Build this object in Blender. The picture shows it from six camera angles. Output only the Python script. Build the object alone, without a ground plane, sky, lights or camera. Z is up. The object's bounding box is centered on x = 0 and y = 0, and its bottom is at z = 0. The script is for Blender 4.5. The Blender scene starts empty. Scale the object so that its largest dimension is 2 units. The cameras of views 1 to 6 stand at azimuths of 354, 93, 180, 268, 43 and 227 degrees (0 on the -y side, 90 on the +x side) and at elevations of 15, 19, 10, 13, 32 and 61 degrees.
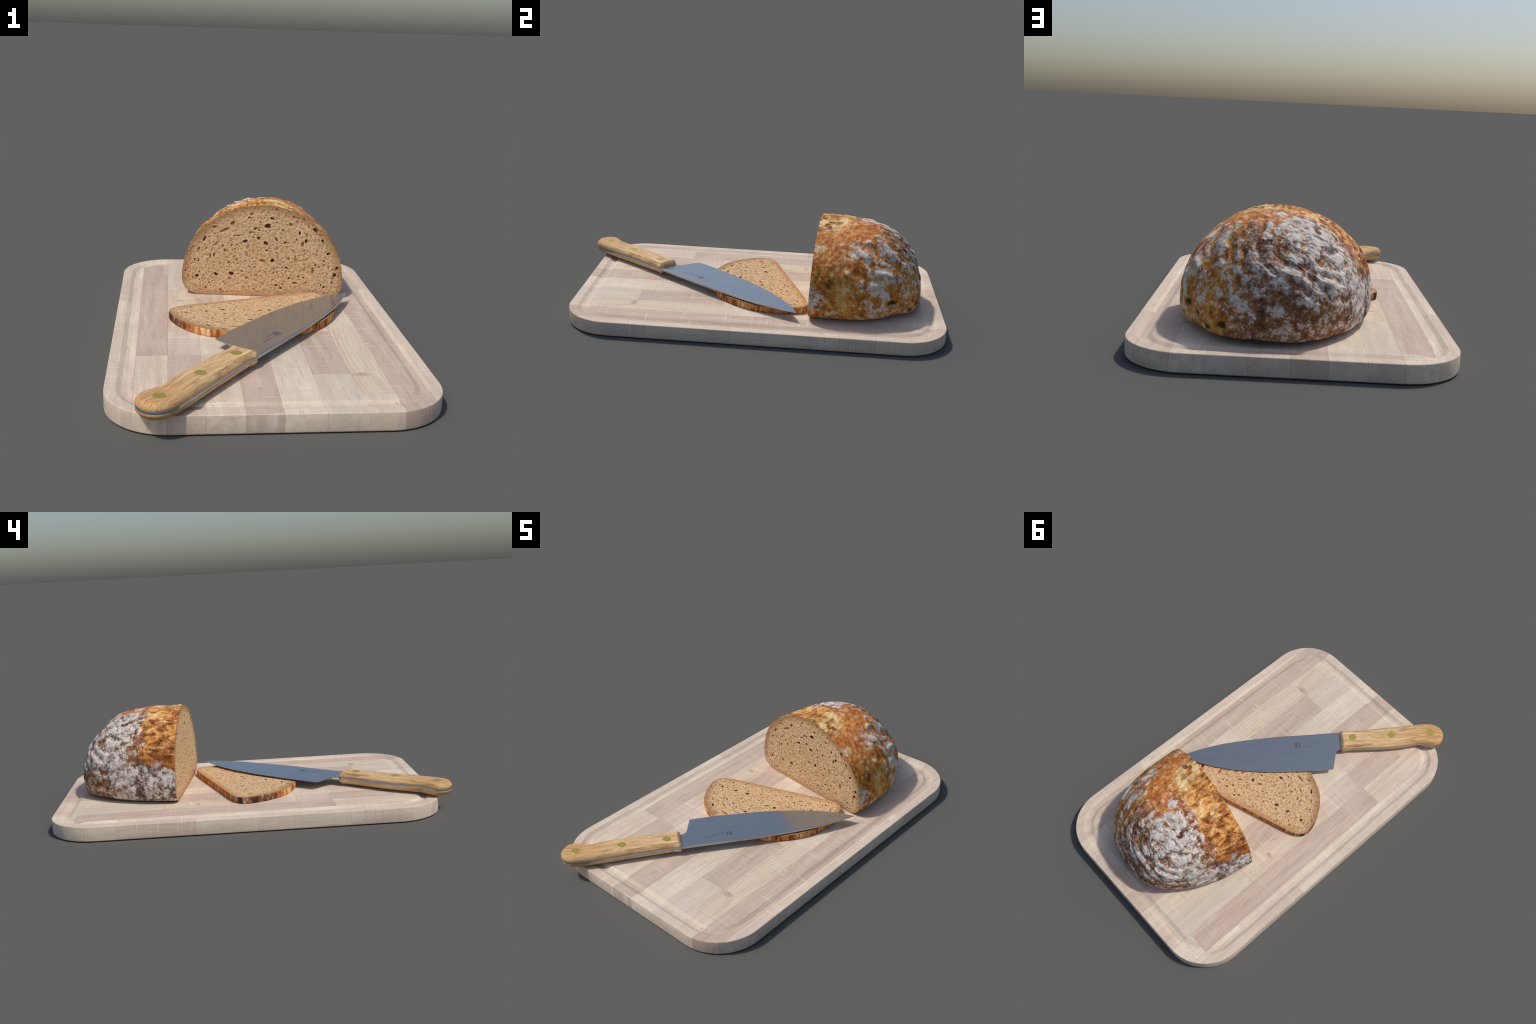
import bpy, bmesh, math, random
import numpy as np
from mathutils import Vector, Matrix
from mathutils.geometry import delaunay_2d_cdt

random.seed(11)
RNG = np.random.default_rng(11)
COL = bpy.context.scene.collection

# ------------------------------------------------------------------ helpers
def lin(r, g, b):
    """sRGB 0-255 -> linear RGBA"""
    o = []
    for c in (r, g, b):
        c /= 255.0
        o.append(c / 12.92 if c <= 0.04045 else ((c + 0.055) / 1.055) ** 2.4)
    return (*o, 1.0)

def obj_from(name, verts, faces, mats=(), parent=None, smooth=None, face_mats=None):
    me = bpy.data.meshes.new(name)
    me.from_pydata([tuple(v) for v in verts], [], [tuple(f) for f in faces])
    for m in mats:
        me.materials.append(m)
    if face_mats is not None:
        me.polygons.foreach_set("material_index", np.asarray(face_mats, dtype=np.int32))
    me.validate()
    ob = bpy.data.objects.new(name, me)
    COL.objects.link(ob)
    if parent:
        ob.parent = parent
    if smooth is not None:
        me.shade_smooth()
        me.set_sharp_from_angle(angle=math.radians(smooth))
    me.update()
    return ob

def thing(name, label, category, loc=(0, 0, 0), rot=(0, 0, 0)):
    e = bpy.data.objects.new(name, None)
    e.empty_display_size = 0.1
    e.location = loc
    e.rotation_euler = rot
    e["label"] = label
    e["category"] = category
    COL.objects.link(e)
    return e

class Nodes:
    """Small expression builder that works in shader and geometry node trees."""
    def __init__(self, tree):
        self.t = tree
    def new(self, kind):
        return self.t.nodes.new(kind)
    def put(self, sock, v):
        if isinstance(v, bpy.types.NodeSocket):
            self.t.links.new(v, sock)
        elif v is not None:
            sock.default_value = v
    def m(self, op, a, b=None, c=None, clamp=False):
        n = self.new("ShaderNodeMath"); n.operation = op; n.use_clamp = clamp
        self.put(n.inputs[0], a); self.put(n.inputs[1], b); self.put(n.inputs[2], c)
        return n.outputs[0]
    def add(self, *a):
        r = a[0]
        for x in a[1:]:
            r = self.m("ADD", r, x)
        return r
    def sub(self, a, b): return self.m("SUBTRACT", a, b)
    def mul(self, *a):
        r = a[0]
        for x in a[1:]:
            r = self.m("MULTIPLY", r, x)
        return r
    def mad(self, a, k, c): return self.m("MULTIPLY_ADD", a, k, c)
    def inv(self, a): return self.m("SUBTRACT", 1.0, a)
    def vm(self, op, a, b=None, scale=None):
        n = self.new("ShaderNodeVectorMath"); n.operation = op
        self.put(n.inputs[0], a); self.put(n.inputs[1], b)
        if scale is not None: self.put(n.inputs["Scale"], scale)
        return n.outputs["Value"] if op in ("LENGTH", "DISTANCE", "DOT_PRODUCT") else n.outputs[0]
    def sep(self, v):
        n = self.new("ShaderNodeSeparateXYZ"); self.put(n.inputs[0], v)
        return n.outputs[0], n.outputs[1], n.outputs[2]
    def comb(self, x, y, z):
        n = self.new("ShaderNodeCombineXYZ")
        for i, v in enumerate((x, y, z)): self.put(n.inputs[i], v)
        return n.outputs[0]
    def noise(self, v, scale, detail=3.0, rough=0.55, dist=0.0):
        n = self.new("ShaderNodeTexNoise")
        self.put(n.inputs["Vector"], v); n.inputs["Scale"].default_value = scale
        n.inputs["Detail"].default_value = detail; n.inputs["Roughness"].default_value = rough
        n.inputs["Distortion"].default_value = dist
        return n.outputs[0]
    def noisevec(self, v, scale, detail=2.0):
        n = self.new("ShaderNodeTexNoise")
        self.put(n.inputs["Vector"], v); n.inputs["Scale"].default_value = scale
        n.inputs["Detail"].default_value = detail
        return self.vm("SUBTRACT", n.outputs[1], (0.5, 0.5, 0.5))
    def vor(self, v, scale, feature="F1", rand=1.0):
        n = self.new("ShaderNodeTexVoronoi"); n.feature = feature
        self.put(n.inputs["Vector"], v); n.inputs["Scale"].default_value = scale
        n.inputs["Randomness"].default_value = rand
        return n.outputs["Distance"]
    def sm(self, x, a, b, lo=0.0, hi=1.0):
        n = self.new("ShaderNodeMapRange"); n.interpolation_type = "SMOOTHSTEP"
        self.put(n.inputs["Value"], x)
        n.inputs["From Min"].default_value = a; n.inputs["From Max"].default_value = b
        n.inputs["To Min"].default_value = lo; n.inputs["To Max"].default_value = hi
        return n.outputs[0]
    def mix(self, f, a, b, blend="MIX"):
        n = self.new("ShaderNodeMix"); n.data_type = "RGBA"; n.blend_type = blend
        self.put(n.inputs[0], f); self.put(n.inputs[6], a); self.put(n.inputs[7], b)
        return n.outputs[2]
    def ramp(self, f, stops):
        n = self.new("ShaderNodeValToRGB"); self.put(n.inputs[0], f)
        el = n.color_ramp.elements
        while len(el) < len(stops): el.new(0.5)
        for e, (p, c) in zip(el, stops):
            e.position = p; e.color = c
        return n.outputs[0]
    def bump(self, h, strength=0.5, dist=0.01, normal=None):
        n = self.new("ShaderNodeBump"); self.put(n.inputs["Height"], h)
        n.inputs["Strength"].default_value = strength; n.inputs["Distance"].default_value = dist
        if normal is not None: self.put(n.inputs["Normal"], normal)
        return n.outputs[0]

def material(name, build, rough=0.8, metallic=0.0, spec=0.3):
    mt = bpy.data.materials.new(name)
    mt.use_nodes = True
    t = mt.node_tree
    bs = t.nodes["Principled BSDF"]
    bs.inputs["Roughness"].default_value = rough
    bs.inputs["Metallic"].default_value = metallic
    bs.inputs["Specular IOR Level"].default_value = spec
    n = Nodes(t)
    pos = n.new("ShaderNodeTexCoord").outputs["Object"]
    r = build(n, pos)
    n.put(bs.inputs["Base Color"], r["color"])
    if "normal" in r: n.put(bs.inputs["Normal"], r["normal"])
    if "rough" in r: n.put(bs.inputs["Roughness"], r["rough"])
    return mt

def closed_spline(P, n, sub=24):
    """periodic Catmull-Rom through control points, resampled evenly"""
    P = np.asarray(P, float)
    out = []
    for i in range(len(P)):
        p0, p1, p2, p3 = P[i - 1], P[i], P[(i + 1) % len(P)], P[(i + 2) % len(P)]
        t = np.linspace(0, 1, sub, endpoint=False)[:, None]
        out.append(0.5 * (2 * p1 + (p2 - p0) * t + (2 * p0 - 5 * p1 + 4 * p2 - p3) * t ** 2
                          + (3 * p1 - p0 - 3 * p2 + p3) * t ** 3))
    return resample(np.vstack(out), n)

def resample(P, n):
    Q = np.vstack([P, P[:1]])
    d = np.r_[0, np.cumsum(np.linalg.norm(np.diff(Q, axis=0), axis=1))]
    t = np.linspace(0, d[-1], n, endpoint=False)
    return np.c_[np.interp(t, d, Q[:, 0]), np.interp(t, d, Q[:, 1])]

def inset_poly(P, d):
    """move a (roughly even) closed polygon inward by d; P counter-clockwise or not"""
    P = np.asarray(P, float)
    T = np.roll(P, -1, 0) - np.roll(P, 1, 0)
    T /= np.linalg.norm(T, axis=1)[:, None] + 1e-12
    Nn = np.c_[-T[:, 1], T[:, 0]]
    area = 0.5 * np.sum(P[:, 0] * np.roll(P[:, 1], -1) - np.roll(P[:, 0], -1) * P[:, 1])
    if area < 0: Nn = -Nn
    return P + Nn * d

# ================================================================== BOARD
BX0, BX1, BY0, BY1, BR, BH = -0.617, 0.617, -0.9345, 0.9985, 0.235, 0.0735

def wood(name, light, dark, grain=0.5, saw=0.35, dk=0.75, lines=0.0, ray=0.0, knot=None):
    """lime-washed oak: long streaks along y, thin pale saw marks across, mottling"""
    def build(n, p):
        x, y, z = n.sep(p)
        info = n.new("ShaderNodeObjectInfo").outputs["Random"]
        off = n.mul(info, 7.0)
        q = n.vm("ADD", p, n.comb(off, n.mul(off, 1.7), 0.0))
        warp = n.vm("ADD", q, n.vm("SCALE", n.noisevec(q, 4.0), scale=0.05))
        qx, qy, qz = n.sep(warp)
        long_ = n.comb(n.mul(qx, 26.0), n.mul(qy, 1.6), n.mul(qz, 26.0))
        fine = n.comb(n.mul(qx, 110.0), n.mul(qy, 5.0), n.mul(qz, 110.0))
        a = n.noise(long_, 1.0, 4.0, 0.6)
        b = n.noise(fine, 1.0, 3.0, 0.6)
        f = n.add(n.mul(a, 0.9), n.mul(b, 0.35), -0.1)
        if lines:
            w = n.m("SINE", n.mul(n.add(qx, n.mul(n.noise(q, 1.5, 1.0), 0.12)), 300.0))
            gate = n.sm(n.noise(n.comb(n.mul(qx, 9.0), n.mul(qy, 0.6), 0.0), 1.0, 1.0), 0.42, 0.6)
            f = n.add(f, n.mul(w, lines, gate))
        col = n.mix(n.sm(f, 0.5 - grain * 0.5, 0.5 + grain * 0.5), dark, light)
        mott = n.noise(q, 5.0, 2.0)
        col = n.mix(n.sm(mott, 0.35, 0.75, 0.0, 0.45), col, dark)
        # pale saw marks running straight across the stave
        s = n.noise(n.comb(n.mul(qx, 2.2), n.mul(n.add(y, n.mul(qx, 0.03)), 190.0), n.mul(z, 2.0)), 1.0, 3.0, 0.65)
        sg = n.noise(n.comb(n.mul(qx, 9.0), n.mul(qy, 7.0), n.mul(qz, 9.0)), 1.0, 2.0)
        sawm = n.mul(n.sm(s, 0.52, 0.68), n.sm(sg, 0.38, 0.62), saw)
        col = n.mix(sawm, col, lin(244, 232, 220))
        sawd = n.mul(n.sm(s, 0.46, 0.3), n.sm(sg, 0.38, 0.62), min(saw * dk, 1.0))
        col = n.mix(sawd, col, lin(158, 134, 128))
        sc = n.noise(n.comb(n.mul(qx, 1.2), n.mul(n.sub(y, n.mul(qx, 0.06)), 75.0), n.mul(z, 2.0)), 1.0, 2.0, 0.6)
        scg = n.noise(n.comb(n.mul(x, 5.0), n.mul(y, 4.0), 3.0), 1.0, 2.0)
        col = n.mix(n.mul(n.sm(sc, 0.60, 0.70), n.sm(scg, 0.48, 0.62), 0.55), col, lin(246, 236, 226))
        pores_ = n.noise(n.comb(n.mul(qx, 170.0), n.mul(qy, 9.0), n.mul(qz, 170.0)), 1.0, 2.0)
        col = n.mix(n.sm(pores_, 0.62, 0.74, 0.0, 0.45), col, lin(150, 122, 112))
        if ray:
            r1 = n.noise(n.comb(n.mul(qx, 14.0), n.mul(n.add(qy, n.mul(qx, qx, 1.4)), 55.0), 0.0), 1.0, 2.0, 0.5, 0.6)
            col = n.mix(n.mul(n.sm(r1, 0.5, 0.66), ray), col, lin(240, 224, 208))
        if knot:
            fine_n = n.noise(n.comb(n.mul(x, 30.0), n.mul(y, 150.0), 0.0), 1.0, 2.0)
            kx, ky, kr = knot
            d = n.vm("LENGTH", n.comb(n.sub(x, kx), n.mul(n.sub(y, ky), 1.9), 0.0))
            d = n.add(d, n.mul(n.noise(p, 60.0, 3.0), 0.02), -0.01)
            kk = n.mul(n.sm(d, kr, kr * 0.15), n.sm(fine_n, 0.3, 0.6, 0.25, 0.7))
            col = n.mix(kk, col, lin(156, 124, 112))
        col = n.mix(1.0, col, (1.0, 1.0, 0.955, 1.0), "MULTIPLY")
        h = n.add(n.mul(b, 0.5), n.mul(s, 0.5))
        return dict(color=col, normal=n.bump(h, 0.22, 0.002), rough=n.sm(a, 0.2, 0.8, 0.62, 0.78))
    return material(name, build, rough=0.7, spec=0.3)

WOODS = dict(
    pale=wood("wood_pale", lin(234, 219, 201), lin(208, 187, 170), 0.6, 0.4),
    cream=wood("wood_cream", lin(232, 215, 197), lin(208, 186, 168), 0.55, 0.35),
    pink=wood("wood_pink", lin(226, 207, 191), lin(202, 178, 163), 0.6, 0.42),
    mauve=wood("wood_mauve", lin(216, 195, 180), lin(194, 170, 155), 0.6, 0.3),
    grey=wood("wood_grey", lin(222, 207, 192), lin(202, 184, 170), 0.6, 0.12),
    rough=wood("wood_rough_sawn", lin(214, 194, 178), lin(182, 156, 143), 0.6, 0.5, 1.6),
    lined=wood("wood_lined", lin(228, 210, 189), lin(206, 183, 163), 0.55, 0.35, lines=0.16,
               knot=(0.338, -0.612, 0.05)),
    ray=wood("wood_ray_fleck", lin(228, 210, 192), lin(204, 179, 160), 0.5, 0.2, ray=0.5),
    mauveray=wood("wood_mauve_fleck", lin(212, 189, 174), lin(186, 160, 146), 0.5, 0.3, ray=0.3),
    woody=wood("wood_woody", lin(228, 210, 188), lin(198, 174, 152), 0.7, 0.15, knot=(-0.335, 0.27, 0.03)),
)

# columns: x range, then stave ends along y with the wood of each stave (front to back)
COLUMNS = [
    (-0.700, -0.512, [(-1.1, "pink"), (-0.46, "pale"), (0.28, "pink"), (0.66, "pale")]),
    (-0.512, -0.389, [(-1.1, "ray"), (-0.405, "mauveray"), (0.875, "pale")]),
    (-0.389, -0.260, [(-1.1, "pink"), (-0.72, "mauve"), (-0.403, "pink"), (-0.13, "woody"), (0.44, "grey"), (0.93, "pink")]),
    (-0.260, -0.125, [(-1.1, "cream"), (-0.60, "pink"), (-0.41, "pale"), (0.02, "rough"), (0.31, "mauve"), (0.47, "pale")]),
    (-0.125, 0.006, [(-1.1, "mauve"), (-0.28, "pale"), (0.12, "cream"), (0.40, "mauve")]),
    (0.006, 0.153, [(-1.1, "pale"), (-0.02, "pink"), (0.31, "mauve"), (0.66, "pink")]),
    (0.153, 0.300, [(-1.1, "grey"), (-0.602, "rough"), (-0.15, "cream"), (0.36, "pale"), (0.75, "grey")]),
    (0.300, 0.426, [(-1.1, "cream"), (-0.783, "lined"), (-0.105, "pale"), (0.42, "cream"), (0.70, "pale")]),
    (0.426, 0.558, [(-1.1, "mauveray"), (0.12, "mauve"), (0.82, "pink")]),
    (0.558, 0.700, [(-1.1, "pink"), (-0.50, "cream"), (-0.08, "pale"), (0.45, "pink")]),
]

def rounded_rect(d, seg=14):
    r = BR - d
    if d > 0.06: r = max(0.10, BR - d)
    pts = []
    for cx, cy, a in ((BX1 - d - r, BY1 - d - r, 0), (BX0 + d + r, BY1 - d - r, 1),
                      (BX0 + d + r, BY0 + d + r, 2), (BX1 - d - r, BY0 + d + r, 3)):
        for i in range(seg + 1):
            t = (a + i / seg) * math.pi / 2
            pts.append((cx + r * math.cos(t), cy + r * math.sin(t)))
    return pts

def build_board():
    root = thing("cutting_board", "pale lime-washed laminated wooden board with juice groove", "cutting board")
    prof = [(0.010, 0.0), (0.0045, 0.0012), (0.0012, 0.0045), (0.0, 0.010), (0.0, BH - 0.005),
            (0.0008, BH - 0.002), (0.003, BH)]
    g0, g1, gd = 0.043, 0.100, 0.0085
    prof.append((g0 - 0.006, BH))
    for i in range(13):
        u = i / 12
        prof.append((g0 + (g1 - g0) * u, BH - gd * min(1.0, min(u, 1 - u) / 0.34)))
    prof.append((g1 + 0.006, BH))
    verts, faces = [], []
    for d, z in prof:
        verts += [(x, y, z) for x, y in rounded_rect(d)]
    n = len(rounded_rect(0.0)); k = len(prof)
    for j in range(k - 1):
        for i in range(n):
            i2 = (i + 1) % n
            faces.append((j * n + i, j * n + i2, (j + 1) * n + i2, (j + 1) * n + i))
    faces.append(tuple(range((k - 1) * n, k * n)))
    faces.append(tuple(reversed(range(n))))
    base = bmesh.new()
    vs = [base.verts.new(v) for v in verts]
    for f in faces: base.faces.new([vs[i] for i in f])
    base.normal_update()
    gap = 0.00025
    for x0, x1, ends in COLUMNS:
        for e, (y0, wood_kind) in enumerate(ends):
            y1 = ends[e + 1][0] if e + 1 < len(ends) else 1.1
            bm = base.copy()
            for co, no in (((x0 + gap, 0, 0), (-1, 0, 0)), ((x1 - gap, 0, 0), (1, 0, 0)),
                           ((0, y0 + gap, 0), (0, -1, 0)), ((0, y1 - gap, 0), (0, 1, 0))):
                geom = bm.verts[:] + bm.edges[:] + bm.faces[:]
                res = bmesh.ops.bisect_plane(bm, geom=geom, plane_co=co, plane_no=no, clear_outer=True)
                cut = [g for g in res["geom_cut"] if isinstance(g, bmesh.types.BMEdge)]
                if cut: bmesh.ops.holes_fill(bm, edges=cut, sides=0)
            if not bm.faces:
                bm.free(); continue
            bmesh.ops.triangulate(bm, faces=[f for f in bm.faces if len(f.verts) > 4])
            me = bpy.data.meshes.new("stave")
            bm.to_mesh(me); bm.free()
            me.materials.append(WOODS[wood_kind])
            me.shade_smooth(); me.set_sharp_from_angle(angle=math.radians(15))
            ob = bpy.data.objects.new("stave", me)
            COL.objects.link(ob); ob.parent = root
    base.free()
    return root

# ================================================================== BREAD
LOAF_YAW = -math.atan(0.12)
LOAF_Y = 0.3435
# section through the loaf at the cut: control points (across, height above ground)
SECTION = [(-.209, .0755), (-.261, .080), (-.297, .096), (-.316, .120), (-.324, .156), (-.321, .212), (-.305, .28),
           (-.281, .336), (-.252, .38), (-.207, .42), (-.157, .459), (-.095, .489), (-.03, .51), (.03, .519),
           (.088, .521), (.13, .516), (.195, .50), (.26, .469), (.319, .425), (.36, .387), (.394, .341), (.426, .28),
           (.441, .22), (.446, .17), (.446, .135), (.436, .11), (.409, .088), (.35, .077), (.20, .0755), (.06, .0755), (-.08, .0755)]
LOAF_BASE = 0.0748
SPIRAL = (-0.155, 0.325, 0.425)          # centre of the basket rings on the crust

def loaf_height(n, p):
    """crust relief (metres): basket rings on the floured back, torn ear near the cut, lumps"""
    x, y, z = n.sep(p)
    wv = n.vm("ADD", p, n.vm("SCALE", n.noisevec(p, 6.0, 2.0), scale=0.10))
    rel = n.vm("SUBTRACT", wv, SPIRAL)
    d = n.vm("LENGTH", rel)
    ring = n.m("SINE", n.mul(d, 2 * math.pi / 0.055))
    # wrinkles drawn out along the rings: noise over (distance, direction round the swirl)
    u1 = n.vm("DOT_PRODUCT", rel, (0.78, 0.63, 0.0)); u2 = n.vm("DOT_PRODUCT", rel, (-0.47, 0.58, -0.67))
    ul = n.m("SQRT", n.add(n.mul(u1, u1), n.mul(u2, u2), 1e-5))
    k = n.m("DIVIDE", 2.3, ul)
    wr = n.noise(n.comb(n.mul(d, 24.0), n.mul(u1, k), n.mul(u2, k)), 1.0, 2.0, 0.5)
    broken = n.noise(p, 13.0, 2.0, 0.5)
    back = n.mul(n.sm(y, 0.13, 0.26), n.sm(z, 0.10, 0.26, 0.35, 1.0))
    wrin = n.mul(n.sub(wr, 0.5), 4.6)
    ringh = n.mul(n.add(n.mul(ring, 0.55, n.sm(broken, 0.34, 0.6)), wrin), back)
    lump = n.sub(n.noise(p, 24.0, 3.0, 0.55), 0.5)
    big = n.sub(n.noise(p, 9.0, 2.0, 0.5), 0.5)
    gold = gold_mask(n, p)
    # fibrous torn crust: streaks that run along the section, stepped edges
    tear_p = n.vm("ADD", p, n.vm("SCALE", n.noisevec(p, 11.0, 2.0), scale=0.04))
    tx, ty, tz = n.sep(tear_p)
    tear = n.noise(n.comb(n.mul(tx, 34.0), n.mul(n.add(ty, n.mul(tx, 0.25)), 15.0), n.mul(tz, 34.0)), 1.0, 4.0, 0.58, 0.5)
    tear = n.sub(tear, 0.5)
    return dict(ring=ringh, lump=lump, big=big, gold=gold, tear=tear, back=back)

def gold_mask(n, p):
    x, y, z = n.sep(p)
    w = n.mul(n.sub(n.noise(p, 16.0, 4.0, 0.6), 0.5), 0.13)
    w2 = n.mul(n.sub(n.noise(p, 9.0, 4.0, 0.65), 0.5), 0.15)
    back_edge = n.sub(0.178, n.mul(n.sm(x, 0.05, 0.26), 0.085))
    a = n.sm(n.add(n.sub(back_edge, y), w), -0.006, 0.012)
    b = n.sm(n.add(n.sub(0.245, x), w2), -0.012, 0.02)
    low = n.add(0.252, n.mul(y, 0.25))
    c = n.sm(n.add(n.sub(z, low), w2), -0.008, 0.012)
    return n.mul(a, b, c)

def crust_build(n, p):
    x, y, z = n.sep(p)
    H = loaf_height(n, p)
    gold = H["gold"]
    n1 = n.noise(p, 13.0, 4.0, 0.6)
    n2 = n.noise(p, 34.0, 4.0, 0.62)
    n3 = n.noise(p, 95.0, 4.0, 0.65)
    dev = lambda v, k: n.mul(n.sub(v, 0.5), k)
    n4 = n.noise(p, 190.0, 3.0, 0.6)
    # ---- golden torn ear
    tp = n.vm("ADD", p, n.vm("SCALE", n.noisevec(p, 14.0, 2.0), scale=0.05))
    tx, ty, tz = n.sep(tp)
    cn = n.noise(n.comb(n.mul(tx, 15.0), n.mul(ty, 8.0), n.mul(tz, 15.0)), 1.0, 2.0, 0.5)
    crease = n.mul(n.sm(n.m("ABSOLUTE", n.sub(cn, 0.5)), 0.030, 0.0), n.sm(n1, 0.42, 0.55))
    g = n.add(0.54, n.mul(H["tear"], 1.25), dev(n2, 0.4), dev(n1, 0.7), dev(n3, 0.3), n.mul(n.sm(x, 0.05, -0.25), -0.05))
    ear = n.ramp(g, [(0.20, lin(90, 46, 24)), (0.36, lin(166, 96, 44)), (0.50, lin(214, 148, 74)), (0.64, lin(232, 178, 104)), (0.80, lin(244, 218, 172))])
    ear = n.mix(n.mul(crease, 0.7), ear, lin(112, 54, 30))
    patch = n.noise(p, 19.0, 3.0, 0.55)
    ear = n.mix(n.mul(n.sm(patch, 0.52, 0.68), n.sm(x, 0.12, -0.12, 0.35, 0.85)), ear, n.mix(n.sm(g, 0.35, 0.65), lin(108, 54, 28), lin(178, 104, 50)))
    pale_top = n.mul(n.sm(n.vm("DISTANCE", p, (0.13, 0.10, 0.51)), 0.15, 0.03), n.sm(n1, 0.40, 0.58))
    ear = n.mix(n.mul(pale_top, 0.75), ear, n.mix(n.sm(g, 0.3, 0.7), lin(186, 138, 66), lin(240, 214, 156)))
    zone = n.noise(p, 8.5, 3.0, 0.6)
    ear = n.mix(n.mul(n.sm(zone, 0.50, 0.38), n.sm(x, 0.15, -0.05, 0.25, 0.75)), ear, n.ramp(g, [(0.2, lin(70, 36, 22)), (0.45, lin(132, 76, 38)), (0.62, lin(188, 124, 64)), (0.8, lin(226, 176, 112))]))
    ear = n.mix(n.mul(n.sm(zone, 0.54, 0.64), 0.55), ear, n.mix(n.sm(g, 0.35, 0.65), lin(206, 142, 70), lin(244, 212, 154)))
    low_ear = n.mul(n.sm(x, -0.2, -0.29), n.sm(z, 0.36, 0.28))
    ear = n.mix(n.mul(low_ear, 0.75), ear, n.mix(n2, lin(96, 48, 20), lin(182, 106, 34)))
    # ---- bare crust without flour: fox-red right side, ochre lower side, brown back
    f1 = n.add(0.5, dev(n1, 0.6), dev(n2, 1.05), dev(n3, 0.55), dev(n4, 0.25))
    red = n.ramp(f1, [(0.20, lin(128, 64, 30)), (0.36, lin(186, 104, 48)), (0.54, lin(214, 138, 70)), (0.70, lin(236, 182, 110)), (0.85, lin(240, 208, 158))])
    ochre = n.ramp(n.add(f1, dev(n1, 0.3)), [(0.18, lin(108, 60, 26)), (0.36, lin(176, 104, 38)), (0.54, lin(208, 142, 56)), (0.74, lin(230, 186, 106))])
    brown = n.ramp(f1, [(0.20, lin(66, 42, 32)), (0.38, lin(120, 80, 54)), (0.54, lin(160, 112, 76)), (0.72, lin(196, 154, 116))])
    plum = n.ramp(f1, [(0.22, lin(70, 50, 46)), (0.45, lin(120, 92, 82)), (0.70, lin(172, 148, 136))])
    wv = n.mul(n.sub(n1, 0.5), 0.22)
    side = n.sm(n.add(x, wv), 0.08, 0.24)                      # right-hand half
    upper = n.sm(n.add(z, wv), 0.30, 0.38)
    warm = n.mul(n.sm(n.add(y, wv), 0.42, 0.2), n.sm(n.add(x, wv), -0.10, 0.06))
    bare = n.mix(side, brown, ochre)
    bare = n.mix(n.mul(warm, upper), bare, red)
    leftlow = n.mul(n.sm(x, -0.10, -0.24), n.sm(n.add(z, wv), 0.33, 0.24), n.sm(n.add(y, wv), 0.40, 0.22))
    bare = n.mix(leftlow, bare, plum)
    edge = n.mul(n.sm(n.sub(y, n.add(0.155, n.mul(n1, 0.08))), 0.045, 0.0), n.sm(x, 0.16, 0.02), n.sm(n.add(z, wv), 0.26, 0.31))
    bare = n.mix(n.mul(edge, 0.8), bare, n.mix(n.sm(f1, 0.3, 0.7), lin(96, 52, 36), lin(190, 122, 82)))
    # ---- flour: lies on the ridges, thin on the warm side, speckled low down
    flour_amt = n.add(
        n.mul(n.sm(y, 0.17, 0.29), 0.13),
        n.mul(n.sm(n.vm("DISTANCE", p, (-0.06, 0.26, 0.47)), 0.22, 0.03), 0.18),
        n.mul(n.sm(n.vm("DISTANCE", p, (-0.17, 0.36, 0.37)), 0.26, 0.05), 0.14),
        n.mul(n.sm(n.vm("DISTANCE", p, (0.28, 0.37, 0.34)), 0.19, 0.05), 0.12),
        n.mul(n.sm(n.vm("DISTANCE", p, (0.45, 0.02, 0.20)), 0.10, 0.03), 0.38),
        n.mul(n.sm(n.vm("DISTANCE", p, (0.44, 0.12, 0.10)), 0.10, 0.03), 0.22),
        n.mul(n.sm(n.vm("DISTANCE", p, (0.29, 0.20, 0.43)), 0.10, 0.02), 0.16),
        n.mul(leftlow, 0.24),
        n.mul(side, n.sm(y, 0.28, 0.18), n.sm(z, 0.42, 0.36), -0.07),
        n.mul(n.sm(n.add(z, wv), 0.27, 0.16), -0.03),
        n.mul(warm, upper, -0.04))
    speck = n.add(0.5, dev(n1, 0.7), dev(n2, 1.05), dev(n3, 0.55), dev(n4, 0.15), n.mul(H["ring"], 0.15), n.mul(H["lump"], 0.5))
    fl = n.sm(n.add(speck, flour_amt), 0.56, 0.86)
    grains = n.mul(n.sm(n4, 0.60, 0.70), n.sm(n2, 0.50, 0.62))
    fl = n.m("MAXIMUM", fl, n.mul(grains, n.mad(warm, 0.6, 0.2)))
    fl = n.mul(fl, n.inv(n.mul(gold, n.sm(n3, 0.70, 0.56, 0.55, 1.0))))
    white = n.ramp(n.add(n.mul(n2, 0.4), n.mul(n3, 0.6)), [(0.32, lin(180, 166, 152)), (0.5, lin(214, 206, 196)), (0.7, lin(238, 234, 228))])
    col = n.mix(gold, bare, ear)
    col = n.mix(n.mul(fl, n.sm(n2, 0.3, 0.6, 0.70, 0.92)), col, white)
    # burst holes low on the right and at the foot
    for hx, hy, hz, hr in ((0.344, 0.409, 0.184, 0.030), (0.302, 0.462, 0.158, 0.022), (0.195, 0.529, 0.140, 0.026), (0.25, 0.50, 0.12, 0.02)):
        dd = n.add(n.vm("DISTANCE", n.vm("MULTIPLY", p, (1, 1, 1.5)), (hx, hy, hz * 1.5)), n.mul(n.sub(n2, 0.5), 0.04))
        col = n.mix(n.sm(dd, hr * 1.7, hr * 1.1, 0, 0.7), col, lin(190, 132, 50))
        col = n.mix(n.sm(dd, hr, hr * 0.5, 0, 0.95), col, lin(52, 28, 14))
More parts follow.
